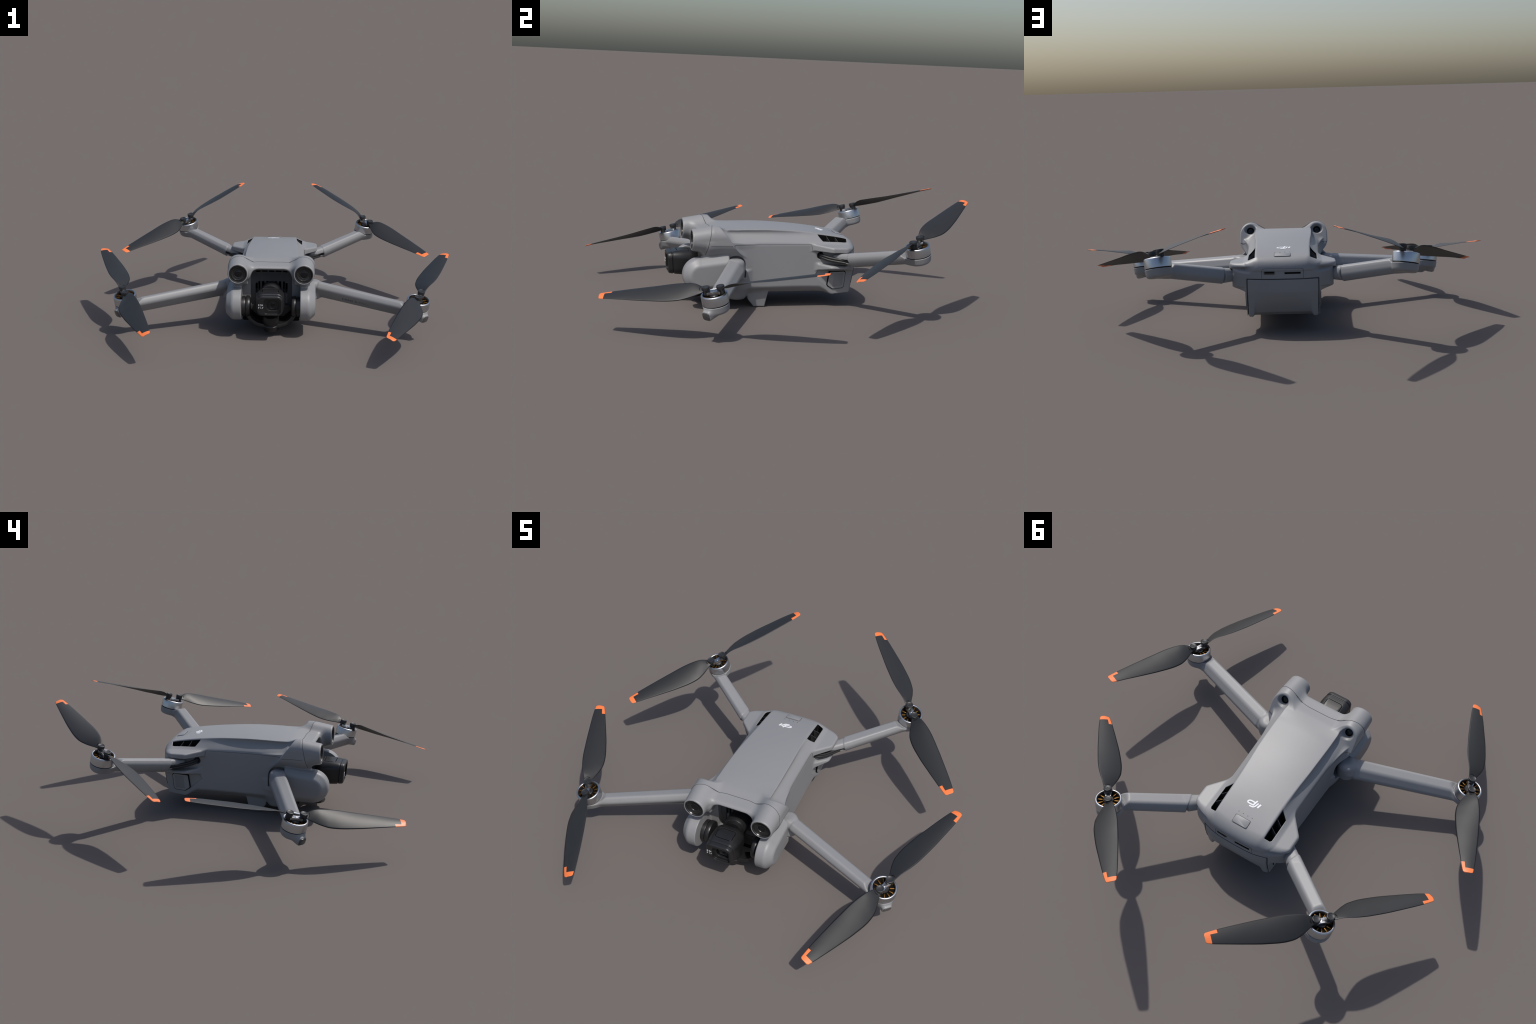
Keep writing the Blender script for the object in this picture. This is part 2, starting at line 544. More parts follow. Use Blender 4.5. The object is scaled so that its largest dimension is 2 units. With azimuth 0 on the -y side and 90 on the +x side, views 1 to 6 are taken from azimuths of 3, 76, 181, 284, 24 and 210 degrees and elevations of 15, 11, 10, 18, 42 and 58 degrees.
# --- seam lines: dark tubes modelled for the shadow in each groove ----------------------------------------------------------
seam_pts = []
for th in np.radians(np.linspace(-14, 194, 420)):
    c, s = math.cos(th), math.sin(th)
    r = np.linspace(.30, .02, 900)
    X, z = r * c, .335 + r * s
    y = front_seam_y(np.abs(X), z)
    f = body_field(X, y, z)
    k = np.argmax(f < 0)
    if f[k] < 0 and k > 0:
        a = f[k - 1] / (f[k - 1] - f[k])
        seam_pts.append((X[k - 1] + a * (X[k] - X[k - 1]), y[k - 1] + a * (y[k] - y[k - 1]), z[k - 1] + a * (z[k] - z[k - 1])))
sp = np.array(seam_pts)
add_obj("shell_seam", tube(sp.tolist(), .0012, 6), drone, MAT_SEAM)
for sg in (1, -1):
    pts = []
    for y in np.linspace(-.385, .148, 60):
        h = hit((sg * .3, y, SEAM_Z), (sg * .10, y, SEAM_Z))
        if h is not None: pts.append(h)
    y0, z0 = .148, SEAM_Z
    for t in np.linspace(.1, 1, 6):
        h = hit((sg * .3, y0 + .008 * t, z0 - .033 * t), (sg * .1, y0 + .008 * t, z0 - .033 * t))
        if h is not None: pts.append(h)
    add_obj("shell_seam", tube(pts, .0009, 6), drone, MAT_SEAM)

# --- front vision sensors ---------------------------------------------------
def front_lens(sg):
    F = frame_from((sg * .1742, -.474, .355), (0, -1, 0), (1, 0, 0))
    ring = lathe([(.0474, -.02), (.0474, .0005), (.046, .0015), (.0435, .0005), (.0415, -.003), (.040, -.006),
                  (.037, -.006), (.036, -.003), (.0345, -.003), (.0335, -.008), (.026, -.010), (.0245, -.007), (.021, -.007), (.019, -.010), (0, -.010)],
                 64, F, 30)
    o = add_obj("vision_sensor", ring, drone, MAT_LENS_RING)
    g = lathe([(.019, -.0098), (.017, -.0088), (.010, -.0078), (0, -.0075)], 40, F, 80)
    add_obj("sensor_lens", g, o, MAT_GLASS)
for sg in (1, -1):
    front_lens(sg)

# --- rear-facing vision sensors -------------------------------------------
for sg in (1, -1):
    F = frame_from((sg * .178, -.331, .388), (sg * .05, .86, .50))
    ring = lathe([(.0195, -.006), (.0195, .0), (.0175, .0), (.0165, -.003), (0, -.003)], 40, F)
    o = add_obj("rear_sensor", ring, drone, MAT_VOID)
    add_obj("sensor_lens", lathe([(.0163, -.0029), (.011, .000), (0, .0012)], 32, F, 80), o, MAT_GLASS)

# --- vents -------------------------------------------------------------------
VENT_RIM = [(.1330, .190), (.1630, .213), (.1630, .332), (.158, .341), (.1310, .346)]

def skin_z(px, py):
    return hit((px, py, .42), (px, py, .27), vents=False)[2]

def vent_loop(grow, n=10):
    """Points round the vent opening, offset outward by `grow`."""
    c = np.mean(np.array(VENT_RIM), 0)
    out = []
    m = len(VENT_RIM)
    for i in range(m):
        p, q = np.array(VENT_RIM[i]), np.array(VENT_RIM[(i + 1) % m])
        for k in range(n):
            r = p + (q - p) * k / n
            d = (r - c) / np.array((.0165, .075))
            d = d / np.linalg.norm(d)
            out.append(r + d * grow)
    return out

for sg in (1, -1):
    # deep black duct lining, starting just under the skin
    inner, outer = vent_loop(-.0012), vent_loop(.0025)
    n = len(inner)
    v = []
    for px, py in inner: v.append((sg * px, py, skin_z(px, py) - .0035))
    for px, py in inner: v.append((sg * px, py, .2875))
    for px, py in outer: v.append((sg * px, py, skin_z(px, py) - .0035))
    for px, py in outer: v.append((sg * px, py, .2845))
    f = []
    for i in range(n):
        j = (i + 1) % n
        f += [(i, j, n + j, n + i), (2 * n + i, 3 * n + i, 3 * n + j, 2 * n + j), (i, 2 * n + i, 2 * n + j, j)]
    f.append(tuple(range(n, 2 * n))); f.append(tuple(reversed(range(3 * n, 4 * n))))
    me = mesh_from(v, f, smooth=False); fix_normals(me)
    duct = add_obj("air_vent", me, drone, MAT_VOID)
    # fins standing across the duct
    for yy, lean in ((.244, .016), (.290, .016)):
        P = []
        for px, dy in ((.1305, -lean / 2), (.1645, lean / 2)):
            for t in (-.0014, .0014):
                P.append((sg * px, yy + dy + t, skin_z(px, yy + dy) - .0060))
                P.append((sg * px, yy + dy + t + .014, .290))
        fin = mesh_from(P, [(0, 2, 6, 4), (0, 4, 5, 1), (2, 3, 7, 6), (0, 1, 3, 2), (4, 6, 7, 5), (1, 5, 7, 3)], smooth=False)
        fix_normals(fin)
        add_obj("vent_slat", fin, duct, MAT_SLAT)

# --- top details: button, indicator dots, maker's mark ------------------------
def top_pt(x, y, lift=0.0):
    h = hit((x, y, .46), (x, y, .30))
    return np.array([h[0], h[1], h[2] + lift])

def drape(me, lift):
    """Lay a flat design (local xy, z = thickness) on the top surface."""
    co = np.array([v.co[:] for v in me.vertices])
    keys = {}
    for i, (x, y, z) in enumerate(co):
        k = (round(x, 5), round(y, 5))
        if k not in keys: keys[k] = top_pt(x, y)[2]
        co[i, 2] = keys[k] + z + lift
    me.vertices.foreach_set("co", co.ravel()); me.update()
    return me

button = drape(round_prism([(.0375, .314), (-.0375, .314), (-.0375, .351), (.0375, .351)], .004, .008, .0012), .0012)
add_obj("power_button", button, drone, MAT_GREY)
outline = [top_pt(p[0], p[1], .0002) for p in catmull([(.034, .3125), (0, .3122), (-.034, .3125), (-.0388, .317), (-.0390, .332), (-.0385, .348),
          (-.034, .3525), (0, .353), (.034, .3525), (.0385, .348), (.0390, .332), (.0388, .317)], 5, True)]
add_obj("button_gap", tube(outline, .0009, 6, closed=True), drone, MAT_SEAM)
for k in range(4):
    p = top_pt(.0355 - k * .0237, .2965)
    add_obj("indicator_dot", lathe([(.0024, -.002), (.0024, .0004), (0, .0006)], 14, Matrix.Translation(p)), drone, MAT_PRINT_DARK)

def stroke(path, width, thick=.0016):
    """Flat ribbon with a constant width along a 2D path."""
    P = [Vector(p) for p in path]
    v, f = [], []
    for i, p in enumerate(P):
        a = P[max(i - 1, 0)]; b = P[min(i + 1, len(P) - 1)]
        t = (b - a).normalized(); n = Vector((-t.y, t.x))
        for z in (-thick / 2, thick / 2):
            v.append((p.x + n.x * width / 2, p.y + n.y * width / 2, z))
            v.append((p.x - n.x * width / 2, p.y - n.y * width / 2, z))
    for i in range(len(P) - 1):
        a, b = 4 * i, 4 * i + 4
        f += [(a + 2, a + 3, b + 3, b + 2), (a, b, b + 1, a + 1), (a, a + 2, b + 2, b), (a + 1, b + 1, b + 3, a + 3)]
    e = 4 * (len(P) - 1)
    f += [(0, 1, 3, 2), (e, e + 2, e + 3, e + 1)]
    me = mesh_from(v, f, smooth=False); fix_normals(me)
    return me

def logo_xy(u, v):
    """Italic design plane (u right, v up, read from behind) -> top of the hull."""
    return (-(u + .32 * v) - .004, .2335 - v)

def logo_stroke(pts, width, name):
    me = stroke([logo_xy(*p) for p in pts], width)
    add_obj(name, drape(me, .0004), maker_mark if maker_mark else drone, MAT_WHITE)

maker_mark = None
bowl = stroke([logo_xy(*p) for p in catmull([(.0035, -.0075), (-.010, -.0078), (-.022, -.0075), (-.0285, -.0035), (-.0275, .003), (-.021, .0065), (-.010, .0070), (.001, .0068)], 5)], .0062)
maker_mark = add_obj("maker_mark", drape(bowl, .0004), drone, MAT_WHITE)
logo_stroke([(.0035, -.0105), (.0035, .000), (.0035, .010), (.0035, .0185)], .0075, "mark_letter_stem")
logo_stroke(catmull([(.0160, .0105), (.0158, .002), (.0150, -.008), (.0115, -.0150), (.004, -.0172), (-.008, -.0175)], 6), .0066, "mark_letter_hook")
logo_stroke([(.0285, -.0105), (.0285, .000), (.0285, .0105)], .0085, "mark_letter_bar")

# --- rear ports ---------------------------------------------------------------
def rear_pt(x, z):
    return hit((x, .52, z), (x, .30, z))

def port_frame(x, z):
    p = rear_pt(x, z)
    e = .004
    nrm = Vector((-(float(rear_y(abs(x + e))) - float(rear_y(abs(x - e)))) / (2 * e), 1, 0)).normalized()
    return frame_from(p, nrm, Vector((0, 0, 1)).cross(nrm))
F = port_frame(.062, .292)
usb = add_obj("charging_port", round_prism([(-.0265, -.0085), (.0265, -.0085), (.0265, .0085), (-.0265, .0085)], .004, .008, .0008, F), drone, MAT_PORT)
add_obj("port_opening", round_prism([(-.0225, -.002), (.0225, -.002), (.0225, .0055), (-.0225, .0055)], .0062, .002, 0, F), usb, MAT_VOID)
F = port_frame(-.047, .290)
add_obj("card_slot", round_prism([(-.0375, -.0040), (.0375, -.0040), (.0375, .0040), (-.0375, .0040)], .004, .001, 0, F), drone, MAT_VOID)
path = []
for (x, z) in [(.098, .266), (.098, .290), (.096, .306), (.088, .311), (.045, .312), (0, .312), (-.045, .312), (-.088, .311), (-.096, .306), (-.098, .290), (-.098, .266)]:
    path.append(rear_pt(x, z))
add_obj("port_panel_seam", tube(catmull(path, 3), .0009, 6), drone, MAT_SEAM)

# --- battery ------------------------------------------------------------------
def battery_field(x, y, z):
    X = np.abs(x)
    rear = y - (rear_y(X) + .0015) + np.maximum(.20 - z, 0) * .14
    b = smax(rear, X - (.1672 - .02 * np.maximum(.2 - z, 0)), .005)
    b = smax(b, z - .2595, .004)
    b = smax(b, .25 - y, 0)
    lip = np.clip((X - .128) / .022, 0, 1); lip = lip * lip * (3 - 2 * lip)
    b = smax(b, .089 - .013 * lip - z, .008)
    # concave sweep along the lower edge
    sweep = (y - .3785) * .90 + (.118 - z) * .43
    return smax(b, sweep - .03 * lip, .014)
add_obj("battery_pack", field_mesh(battery_field, (-.175, .24, .06), (.175, .42, .27), .003), drone, MAT_GREY)
pts = []
for x in np.linspace(-.168, .168, 40):
    pts.append((x, float(rear_y(abs(x))) - .0006, .2618))
add_obj("battery_gap", tube(pts, .0014, 6), drone, MAT_SEAM)
for sg in (1, -1):
    pts = [(sg * .1690, .3832 - max(.20 - z, 0) * .14, z) for z in np.linspace(.13, .2618, 12)]
    add_obj("battery_gap", tube(pts, .0015, 6), drone, MAT_SEAM)

# battery catches on the flanks
for sg in (1, -1):
    poly = [(.252, .190), (.332, .194), (.339, .188), (.333, .112), (.325, .104), (.272, .099), (.243, .118)]
    def on_side(grow, lift, depth, mat, name, parent, pp, rad):
        cy = sum(p[0] for p in pp) / len(pp); cz = sum(p[1] for p in pp) / len(pp)
        xs = .1778 + lift
        q = [((p[0] - cy) * grow, (p[1] - cz) * grow) for p in pp]
        if sg < 0: q = [(-a, b) for a, b in reversed(q)]
        F = frame_from((sg * xs, cy, cz), (sg, 0, -.022), (0, sg, 0))
        return add_obj(name, round_prism(q, depth, rad, .0008, F), parent, mat)
    gap = on_side(1.04, -.008, .012, MAT_VOID, "catch_gap", drone, poly, .006)
    c = on_side(.96, -.006, .014, MAT_GREY, "battery_catch", drone, poly, .005)
    inner = [(.279, .180), (.328, .182), (.322, .116), (.272, .112)]
    on_side(1.0, -.0045, .0135, MAT_BUTTON, "catch_grip", c, inner, .003)

# =====================================================================
#  GIMBAL BAY WALL
# =====================================================================
def wall_field(x, y, z):
    X = np.abs(x)
    bend = np.clip((z - .265) / .10, 0, 1)
    yc = -.292 - .040 * bend ** 2 - .30 * np.clip(X - .06, 0, .1)
    sheet = np.abs(y - yc) - .008
    outl = sd_box2(X, z, 0, .220, .120, .150, .03)
    corner = (X - .116) * .7071 + (.112 - z) * .7071
    w = smax(smax(sheet, outl, .004), corner, .006)
    # slots
    col = np.abs(np.mod(x + .0115, .023) - .0115) - .0062
    slot = smax(col, smax(X - .072, smax(z - .268, .185 - z, 0), 0), 0)
    sl2 = np.abs(X - .0815) - .0055
    slot2 = smax(sl2, smax(z - .260, .145 - z, 0), .002)
    top = smax(np.abs(z - .330) - .0045, np.abs(np.mod(x + .019, .038) - .019) - .0145, 0)
    top = smax(top, X - .085, 0)
    return smax(w, -smin(smin(slot, slot2, 0), top, 0), .001)
bay_wall = add_obj("gimbal_bay_wall", field_mesh(wall_field, (-.14, -.42, .06), (.14, -.27, .385), .0026), drone, MAT_BAY)
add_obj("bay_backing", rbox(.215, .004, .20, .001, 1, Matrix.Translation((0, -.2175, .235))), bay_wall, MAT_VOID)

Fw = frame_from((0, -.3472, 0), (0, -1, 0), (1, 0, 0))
add_obj("bay_black_slab", round_prism([(-.154, .060), (.154, .060), (.154, .128), (-.154, .128)], .003, .01, 0, Fw), bay_wall, MAT_VOID)
Fw = frame_from((0, -.3490, 0), (0, -1, 0), (1, 0, 0))
add_obj("bay_apron", round_prism([(-.068, .086), (.068, .086), (.110, .126), (.112, .150), (-.112, .150), (-.110, .126)], .004, .004, .001, Fw), bay_wall, MAT_SLAT)  # lower plate of the bay wall, in a darker colour than the wall above it

# =====================================================================
#  GIMBAL AND CAMERA
# =====================================================================
yoke_path = catmull([(-.126, -.412, .165), (-.124, -.412, .128), (-.108, -.413, .094), (-.070, -.416, .068), (0, -.418, .056),
                     (.070, -.416, .068), (.108, -.413, .094), (.124, -.412, .128), (.126, -.412, .165)], 8)
def ribbon_tube(path, w, t, n=12):
    """Rounded bar: width w along y, thickness t in the bend plane."""
    v, f = [], []
    N = len(path)
    for i in range(N):
        a = Vector(path[max(i - 1, 0)]); b = Vector(path[min(i + 1, N - 1)])
        tg = (b - a).normalized(); side = Vector((0, 1, 0)); nn = tg.cross(side).normalized()
        for k in range(n):
            an = 2 * math.pi * k / n
            c, s = math.cos(an), math.sin(an)
            e = .5
            v.append(Vector(path[i]) + side * (w / 2) * math.copysign(abs(c) ** e, c) + nn * (t / 2) * math.copysign(abs(s) ** e, s))
    for i in range(N - 1):
        for k in range(n):
            l = (k + 1) % n
            f.append((i * n + k, i * n + l, (i + 1) * n + l, (i + 1) * n + k))
    f.append(tuple(range(n))); f.append(tuple(reversed(range((N - 1) * n, N * n))))
    me = mesh_from(v, f, sharp=50); fix_normals(me)
    return me
gimbal = add_obj("gimbal_yoke", ribbon_tube(yoke_path, .058, .024), drone, MAT_BLACK)
for sg in (1, -1):
    F = frame_from((sg * .1385, -.410, .160), (-sg, 0, 0))
    add_obj("gimbal_disc", lathe([(.054, -.022), (.055, -.002), (.054, .001), (.050, .002), (.050, .004), (.056, .005), (.0575, .008), (.0575, .020),
                                  (.055, .026), (.045, .029), (0, .029)], 56, F, 40), gimbal, MAT_BLACK)
# bottom motor (tilted slightly forward)
F = frame_from((0, -.420, .080), (0, -.30, 1))
add_obj("gimbal_motor", lathe([(0, -.050), (.034, -.050), (.044, -.044), (.047, -.036), (.047, -.014), (.043, -.010), (.045, -.006),
                               (.045, .030), (.041, .040), (.030, .044), (0, .044)], 48, F, 40), gimbal, MAT_BLACK)
add_obj("gimbal_neck", rbox(.05, .05, .06, .012, 3, Matrix.Translation((.0, -.395, .115))), gimbal, MAT_BLACK)
# roll motor behind the camera
F = frame_from((0, -.335, .224), (0, -1, .04))
add_obj("roll_motor", lathe([(0, -.01), (.052, -.01), (.055, 0), (.055, .060), (.052, .066), (.046, .068), (.046, .085), (0, .085)], 48, F, 40), gimbal, MAT_BLACK)

def cam_field(x, y, z):
    # leaning housing: a rounded box, widest behind the face, rounded at the back
    yy = y - (z - .21) * -.09
    t = np.clip((yy + .575) / .15, 0, 1)
    hx = .0655 + .0095 * np.sin(np.clip(t * 1.6, 0, 1) * math.pi * .5)
    hz = .0545 + .0095 * np.sin(np.clip(t * 1.6, 0, 1) * math.pi * .5)
    sec = sd_box2(x, z, -.001, .211 + .003 * t, hx, hz, .028 + .026 * t)
    b = smax(sec, -.575 - yy, .010)
    b = smax(b, yy + .415, .045)
    groove = np.sqrt((yy + .548) ** 2 + (sec + .000) ** 2) - .0035
    b = smax(b, -groove, .002)
    # top access panel line
    panel = np.abs(sd_box2(x, yy, 0, -.490, .043, .030, .012)) - .0012
    b = smax(b, -smax(panel, .255 - z, 0), 0)
    # front recess around the lens
    rec = sd_box2(x, z, .011, .208, .0435, .0425, .017)
    b = smax(b, -smax(rec, yy + .563, .001), .002)
    rec2 = sd_box2(x, z, .014, .212, .031, .027, .018)
    return smax(b, -smax(rec2, yy + .548, .001), .002)
camera = add_obj("camera_housing", field_mesh(cam_field, (-.085, -.60, .135), (.085, -.395, .30), .0021), gimbal, MAT_BLACK)
lean = Vector((0, -1, -.09)).normalized()
F = frame_from((.014, -.5498, .214), lean, (1, 0, 0))
add_obj("camera_lens_ring", lathe([(.0275, -.01), (.0275, .001), (.024, .001), (.020, -.003), (.014, -.004), (0, -.004)], 48, F), gimbal, MAT_LENS_RING)
add_obj("camera_lens", lathe([(.0145, -.0038), (.009, .0000), (0, .0015)], 32, F, 80), gimbal, MAT_GLASS)
# glossy black face plate beside the lens
F = frame_from((0, -.5735, .210), lean, (1, 0, 0))

def text_mesh(body, size, extrude=.0004):
    cu = bpy.data.curves.new("txt", 'FONT')
    cu.body = body; cu.size = size; cu.extrude = extrude
    ob = bpy.data.objects.new("txt", cu); SCENE.objects.link(ob)
    dg = bpy.context.evaluated_depsgraph_get()
    me = bpy.data.meshes.new_from_object(ob.evaluated_get(dg))
    bpy.data.objects.remove(ob); bpy.data.curves.remove(cu)
    return me

for body, dz in (("E 24", .0035), ("F 1.7", -.0115)):
    me = text_mesh(body, .0135)
    # text lies in local xy, facing +z; face it forward along the lean
    Ft = frame_from((-.0615, -.5759, .2095 + dz), lean, (1, 0, 0))
    me.transform(Ft)
    add_obj("lens_marking", me, camera, MAT_WHITE)

# =====================================================================
#  ARMS, MOTORS, PROPELLERS  (designed on the +x side)
# =====================================================================
def unit(v):
    v = np.array(v, float); return v / np.linalg.norm(v)

def arm_section(x, y, z, a, b, w0, w1, h0, h1, r, up=(0, 0, 1)):
    """Rounded-rectangle bar from a to b (open ended: clamp is rounded)."""
    a, b = np.array(a), np.array(b)
    d = b - a; L = np.linalg.norm(d); d = d / L
    u = np.array(up, float); u = u - d * (u @ d); u /= np.linalg.norm(u)
    s = np.cross(d, u)
    px, py, pz = x - a[0], y - a[1], z - a[2]
    t = px * d[0] + py * d[1] + pz * d[2]
    v = px * u[0] + py * u[1] + pz * u[2]
    q = px * s[0] + py * s[1] + pz * s[2]
    k = np.clip(t / L, 0, 1)
    sec = sd_box2(q, v, 0, 0, (w0 + (w1 - w0) * k) / 2, (h0 + (h1 - h0) * k) / 2, r)
    return sec, t, L, v, q

def cup_field(x, y, z, O, n, r0=.0615, r1=.058, h_top=-.050, h_bot=-.090):
    px, py, pz = x - O[0], y - O[1], z - O[2]
    h = px * n[0] + py * n[1] + pz * n[2]
    rad = np.sqrt(np.maximum(px * px + py * py + pz * pz - h * h, 0))
    rr = r0 + (r1 - r0) * np.clip((h_top - h) / (h_top - h_bot), 0, 1)
    return smax(smax(rad - rr, h - h_top, .004), h_bot - h, .016), h, rad

# ---- front
NF = unit((.107, -.232, 1)); OF = np.array([.782, -.4635, .2300])
A0 = np.array([.2344, -.2474, .2205]); A1 = np.array([.7386, -.4459, .1620])

def arm_bar(x, y, z, a, b, poly, taper, k=.010):
    """Bar with a fixed convex section; poly is (forward, up), clockwise from
    the top front edge; taper = section scale at both ends."""
    a, b = np.array(a), np.array(b)
    d = b - a; L = np.linalg.norm(d); d = d / L
    u = np.array((0, 0, 1.)); u = u - d * (u @ d); u /= np.linalg.norm(u)
    fw = np.cross(u, d)
    if fw[1] > 0: fw = -fw
    px, py, pz = x - a[0], y - a[1], z - a[2]
    t = px * d[0] + py * d[1] + pz * d[2]
    v = px * u[0] + py * u[1] + pz * u[2]
    q = px * fw[0] + py * fw[1] + pz * fw[2]
    sc = taper[0] + (taper[1] - taper[0]) * np.clip(t / L, 0, 1)
    q, v2 = q / sc, v / sc
    sec = None
    n = len(poly)
    for i in range(n):
        (f0, u0), (f1, u1) = poly[i], poly[(i + 1) % n]
        l = math.hypot(f1 - f0, u1 - u0)
        e = (-(u1 - u0) * (q - f0) + (f1 - f0) * (v2 - u0)) / l
        sec = e if sec is None else smax(sec, e, k)
    return sec, t, L, v, q

FRONT_SECTION = [(.034, .0475), (.0470, .0320), (.0505, .0140), (.0300, -.0200), (.0110, -.0410), (-.0220, -.0430), (-.0370, -.0190), (-.0405, -.001), (-.0130, .0385)]
REAR_SECTION = [(.037, .0385), (.0465, .0225), (.0480, .0120), (.0375, -.0150), (.0200, -.0320), (-.004, -.0365), (-.019, -.0350), (-.0305, -.014), (-.032, -.0045), (-.0185, .0305), (-.012, .0365)]

def front_arm_field(x, y, z):
    sec, t, L, v, q = arm_bar(x, y, z, A0, A1, FRONT_SECTION, (1.04, .95), .008)
    bar = smax(smax(sec, .030 - t, .010), t - L - .03, .02)
    cup, h, rad = cup_field(x, y, z, OF, NF)
    barrel = np.sqrt((x - .224) ** 2 + (y + .255) ** 2) - .0455
    barrel = smax(smax(barrel, z - .2665, .030), .165 - z, .012)
    neck = smax(smax(sec + .004, -t - .015, .03), t - .06, .01)
    arm = smin(bar, smin(barrel, neck, .014), .006)
    arm = smax(arm, (h + .050 - 1.1 * np.maximum(rad - .068, 0)) * .7, .010)
    arm = smin(arm, cup, .018)
    clear = smax(rad - .0665, -h - .0495, .002)
    arm = smax(arm, -clear, .002)
    # status-light nub below the motor
    c0 = np.array([.772, -.452, .156]); c1 = np.array([.8165, -.5005, .1305])
    sec2, t2, L2, v2, q2 = arm_section(x, y, z, c0, c1, .060, .046, .050, .043, .014)
    nub = smax(smax(sec2, -t2, .01), t2 - L2, .003)
    return smin(arm, nub, .018)
arm_me = field_mesh(front_arm_field, (.165, -.54, .085), (.86, -.19, .285), .003)

# ---- rear
NR = unit((.125, -.250, 1)); OR = np.array([.5590, .5705, .4040])
B0 = np.array([.2765, .3471, .2705]); B1 = np.array([.5226, .5345, .3375])
def rear_arm_field(x, y, z):
    sec, t, L, v, q = arm_bar(x, y, z, B0, B1, REAR_SECTION, (1.02, .96), .007)
    bar = smax(smax(sec, .010 - t - q * .35, .003), t - L - .03, .02)
    cup, h, rad = cup_field(x, y, z, OR, NR, .0625, .058)
    bar = smax(bar, (h + .050 - 1.1 * np.maximum(rad - .068, 0)) * .7, .010)
    arm = smin(bar, cup, .016)
    clear = smax(rad - .0675, -h - .0495, .002)
    arm = smax(arm, -clear, .002)
    # hinge fork reaching into the body
    C0 = np.array([.203, .279, .2635]); C1 = np.array([.2920, .3590, .2747])
    sec3, t3, L3, v3, q3 = arm_bar(x, y, z, C0, C1, REAR_SECTION, (.74, .985), .012)
    fork = smax(smax(sec3, -t3 - .01, .02), t3 - L3 - q3 * .45, .004)
    slot = smax(np.abs(v3 + .004) - .0085, .004 - q3, .002)
    slot = smax(slot, smax(t3 - L3 * .86, -t3 + .0, 0), .006)
    fork = smax(fork, -slot, .003)
    return smin(arm, fork, .006)
rear_me = field_mesh(rear_arm_field, (.165, .215, .225), (.64, .66, .375), .003)

# ---- motor bell ---------------------------------------------------------------
bell_profile = [(.0480, -.046), (.0600, -.0465), (.0615, -.045), (.0615, -.006), (.0602, -.0025), (.0575, -.0004), (.0555, 0.0), (.0530, -.0004),
                (.0515, -.002), (.0508, -.005), (.0508, -.030), (.0480, -.046)]

def blade_mesh(lead_leg):
    """Two-part propeller blade: (main sheet, orange tip).  Local frame:
    x along the blade, y toward the trailing edge, z up."""
    c_te = prof([(.040, .0155), (.05, .018), (.08, .034), (.11, .050), (.15, .064), (.2, .0685), (.28, .0635), (.37, .0515), (.46, .0375), (.50, .030), (.525, .024)])
    h_te = prof([(.040, -.010), (.05, -.014), (.08, -.019), (.11, -.021), (.15, -.022), (.2, -.019), (.28, -.012), (.37, -.004), (.46, .004), (.525, .007)])
    c_le = prof([(.040, -.0165), (.05, -.018), (.08, -.024), (.11, -.030), (.15, -.036), (.2, -.039), (.28, -.038), (.37, -.034), (.46, -.0285), (.525, -.021)])
    h_le = prof([(.040, -.006), (.05, .000), (.065, .009), (.08, .0155), (.11, .020), (.15, .020), (.2, .019), (.28, .0165), (.37, .016), (.46, .0155), (.525, .0155)])
    th = prof([(.040, .009), (.06, .006), (.12, .0042), (.3, .0034), (.525, .0024)])
    S = np.concatenate([np.linspace(.040, .472, 46), np.linspace(.472, .504, 5)[1:], np.linspace(.504, .529, 9)[1:]])
    T = np.concatenate([[0, .06, .14], np.linspace(.26, .74, 9), [.86, .94, 1.0]])
    nt = len(T); ring = 2 * nt - 2
    verts = []
    for s in S:
        # rounded, slightly raked tip
        k = max(0., (s - .519) / .010)
        inset = .009 * (1 - math.sqrt(max(0., 1 - min(k, 1) ** 2)))
        rows = []
        for t in T:
            a = c_le(s) + inset; b = c_te(s) - inset
            c = a + (b - a) * t
            h = h_le(s) + (h_te(s) - h_le(s)) * t
            camber = .055 * (c_te(s) - c_le(s)) * 4 * t * (1 - t)
            w = th(s) * (.35 + .65 * math.sqrt(max(0, 4 * t * (1 - t)) + .02)) / 2 * 1
            rows.append((float(s), float(c), float(h + camber), float(w)))
        for r in rows: verts.append((r[0], r[1], r[2] + r[3]))
        for r in reversed(rows[1:-1]): verts.append((r[0], r[1], r[2] - r[3]))
    tip, main = [], []
    def tpos(k):                      # chord position of ring segment k
        k2 = k if k < nt - 1 else ring - 1 - k
        return (T[k2] + T[min(k2 + 1, nt - 1)]) / 2
    for i in range(len(S) - 1):
        for k in range(ring):
            l = (k + 1) % ring
            q = (i * ring + k, i * ring + l, (i + 1) * ring + l, (i + 1) * ring + k)
            sm = (S[i] + S[i + 1]) / 2; t = tpos(k)
            leg = (t < .26) if lead_leg else (t > .74)
            (tip if (sm > .504 or (sm > .472 and leg)) else main).append(q)
    n = len(S) - 1
    tip.append(tuple(n * ring + k for k in range(ring)))
    main.append(tuple(reversed(range(ring))))
    full = mesh_from(verts, main + tip); fix_normals(full)
    nrm = np.array([v.normal[:] for v in full.vertices])
    out = []
    for fs in (main, tip):
        used = sorted({i for f in fs for i in f}); mp = {u: i for i, u in enumerate(used)}
        me = mesh_from([verts[u] for u in used], [tuple(mp[i] for i in f) for f in fs])
        fix_normals(me)
        out.append((me, nrm[used]))
    bpy.data.meshes.remove(full)
    return out

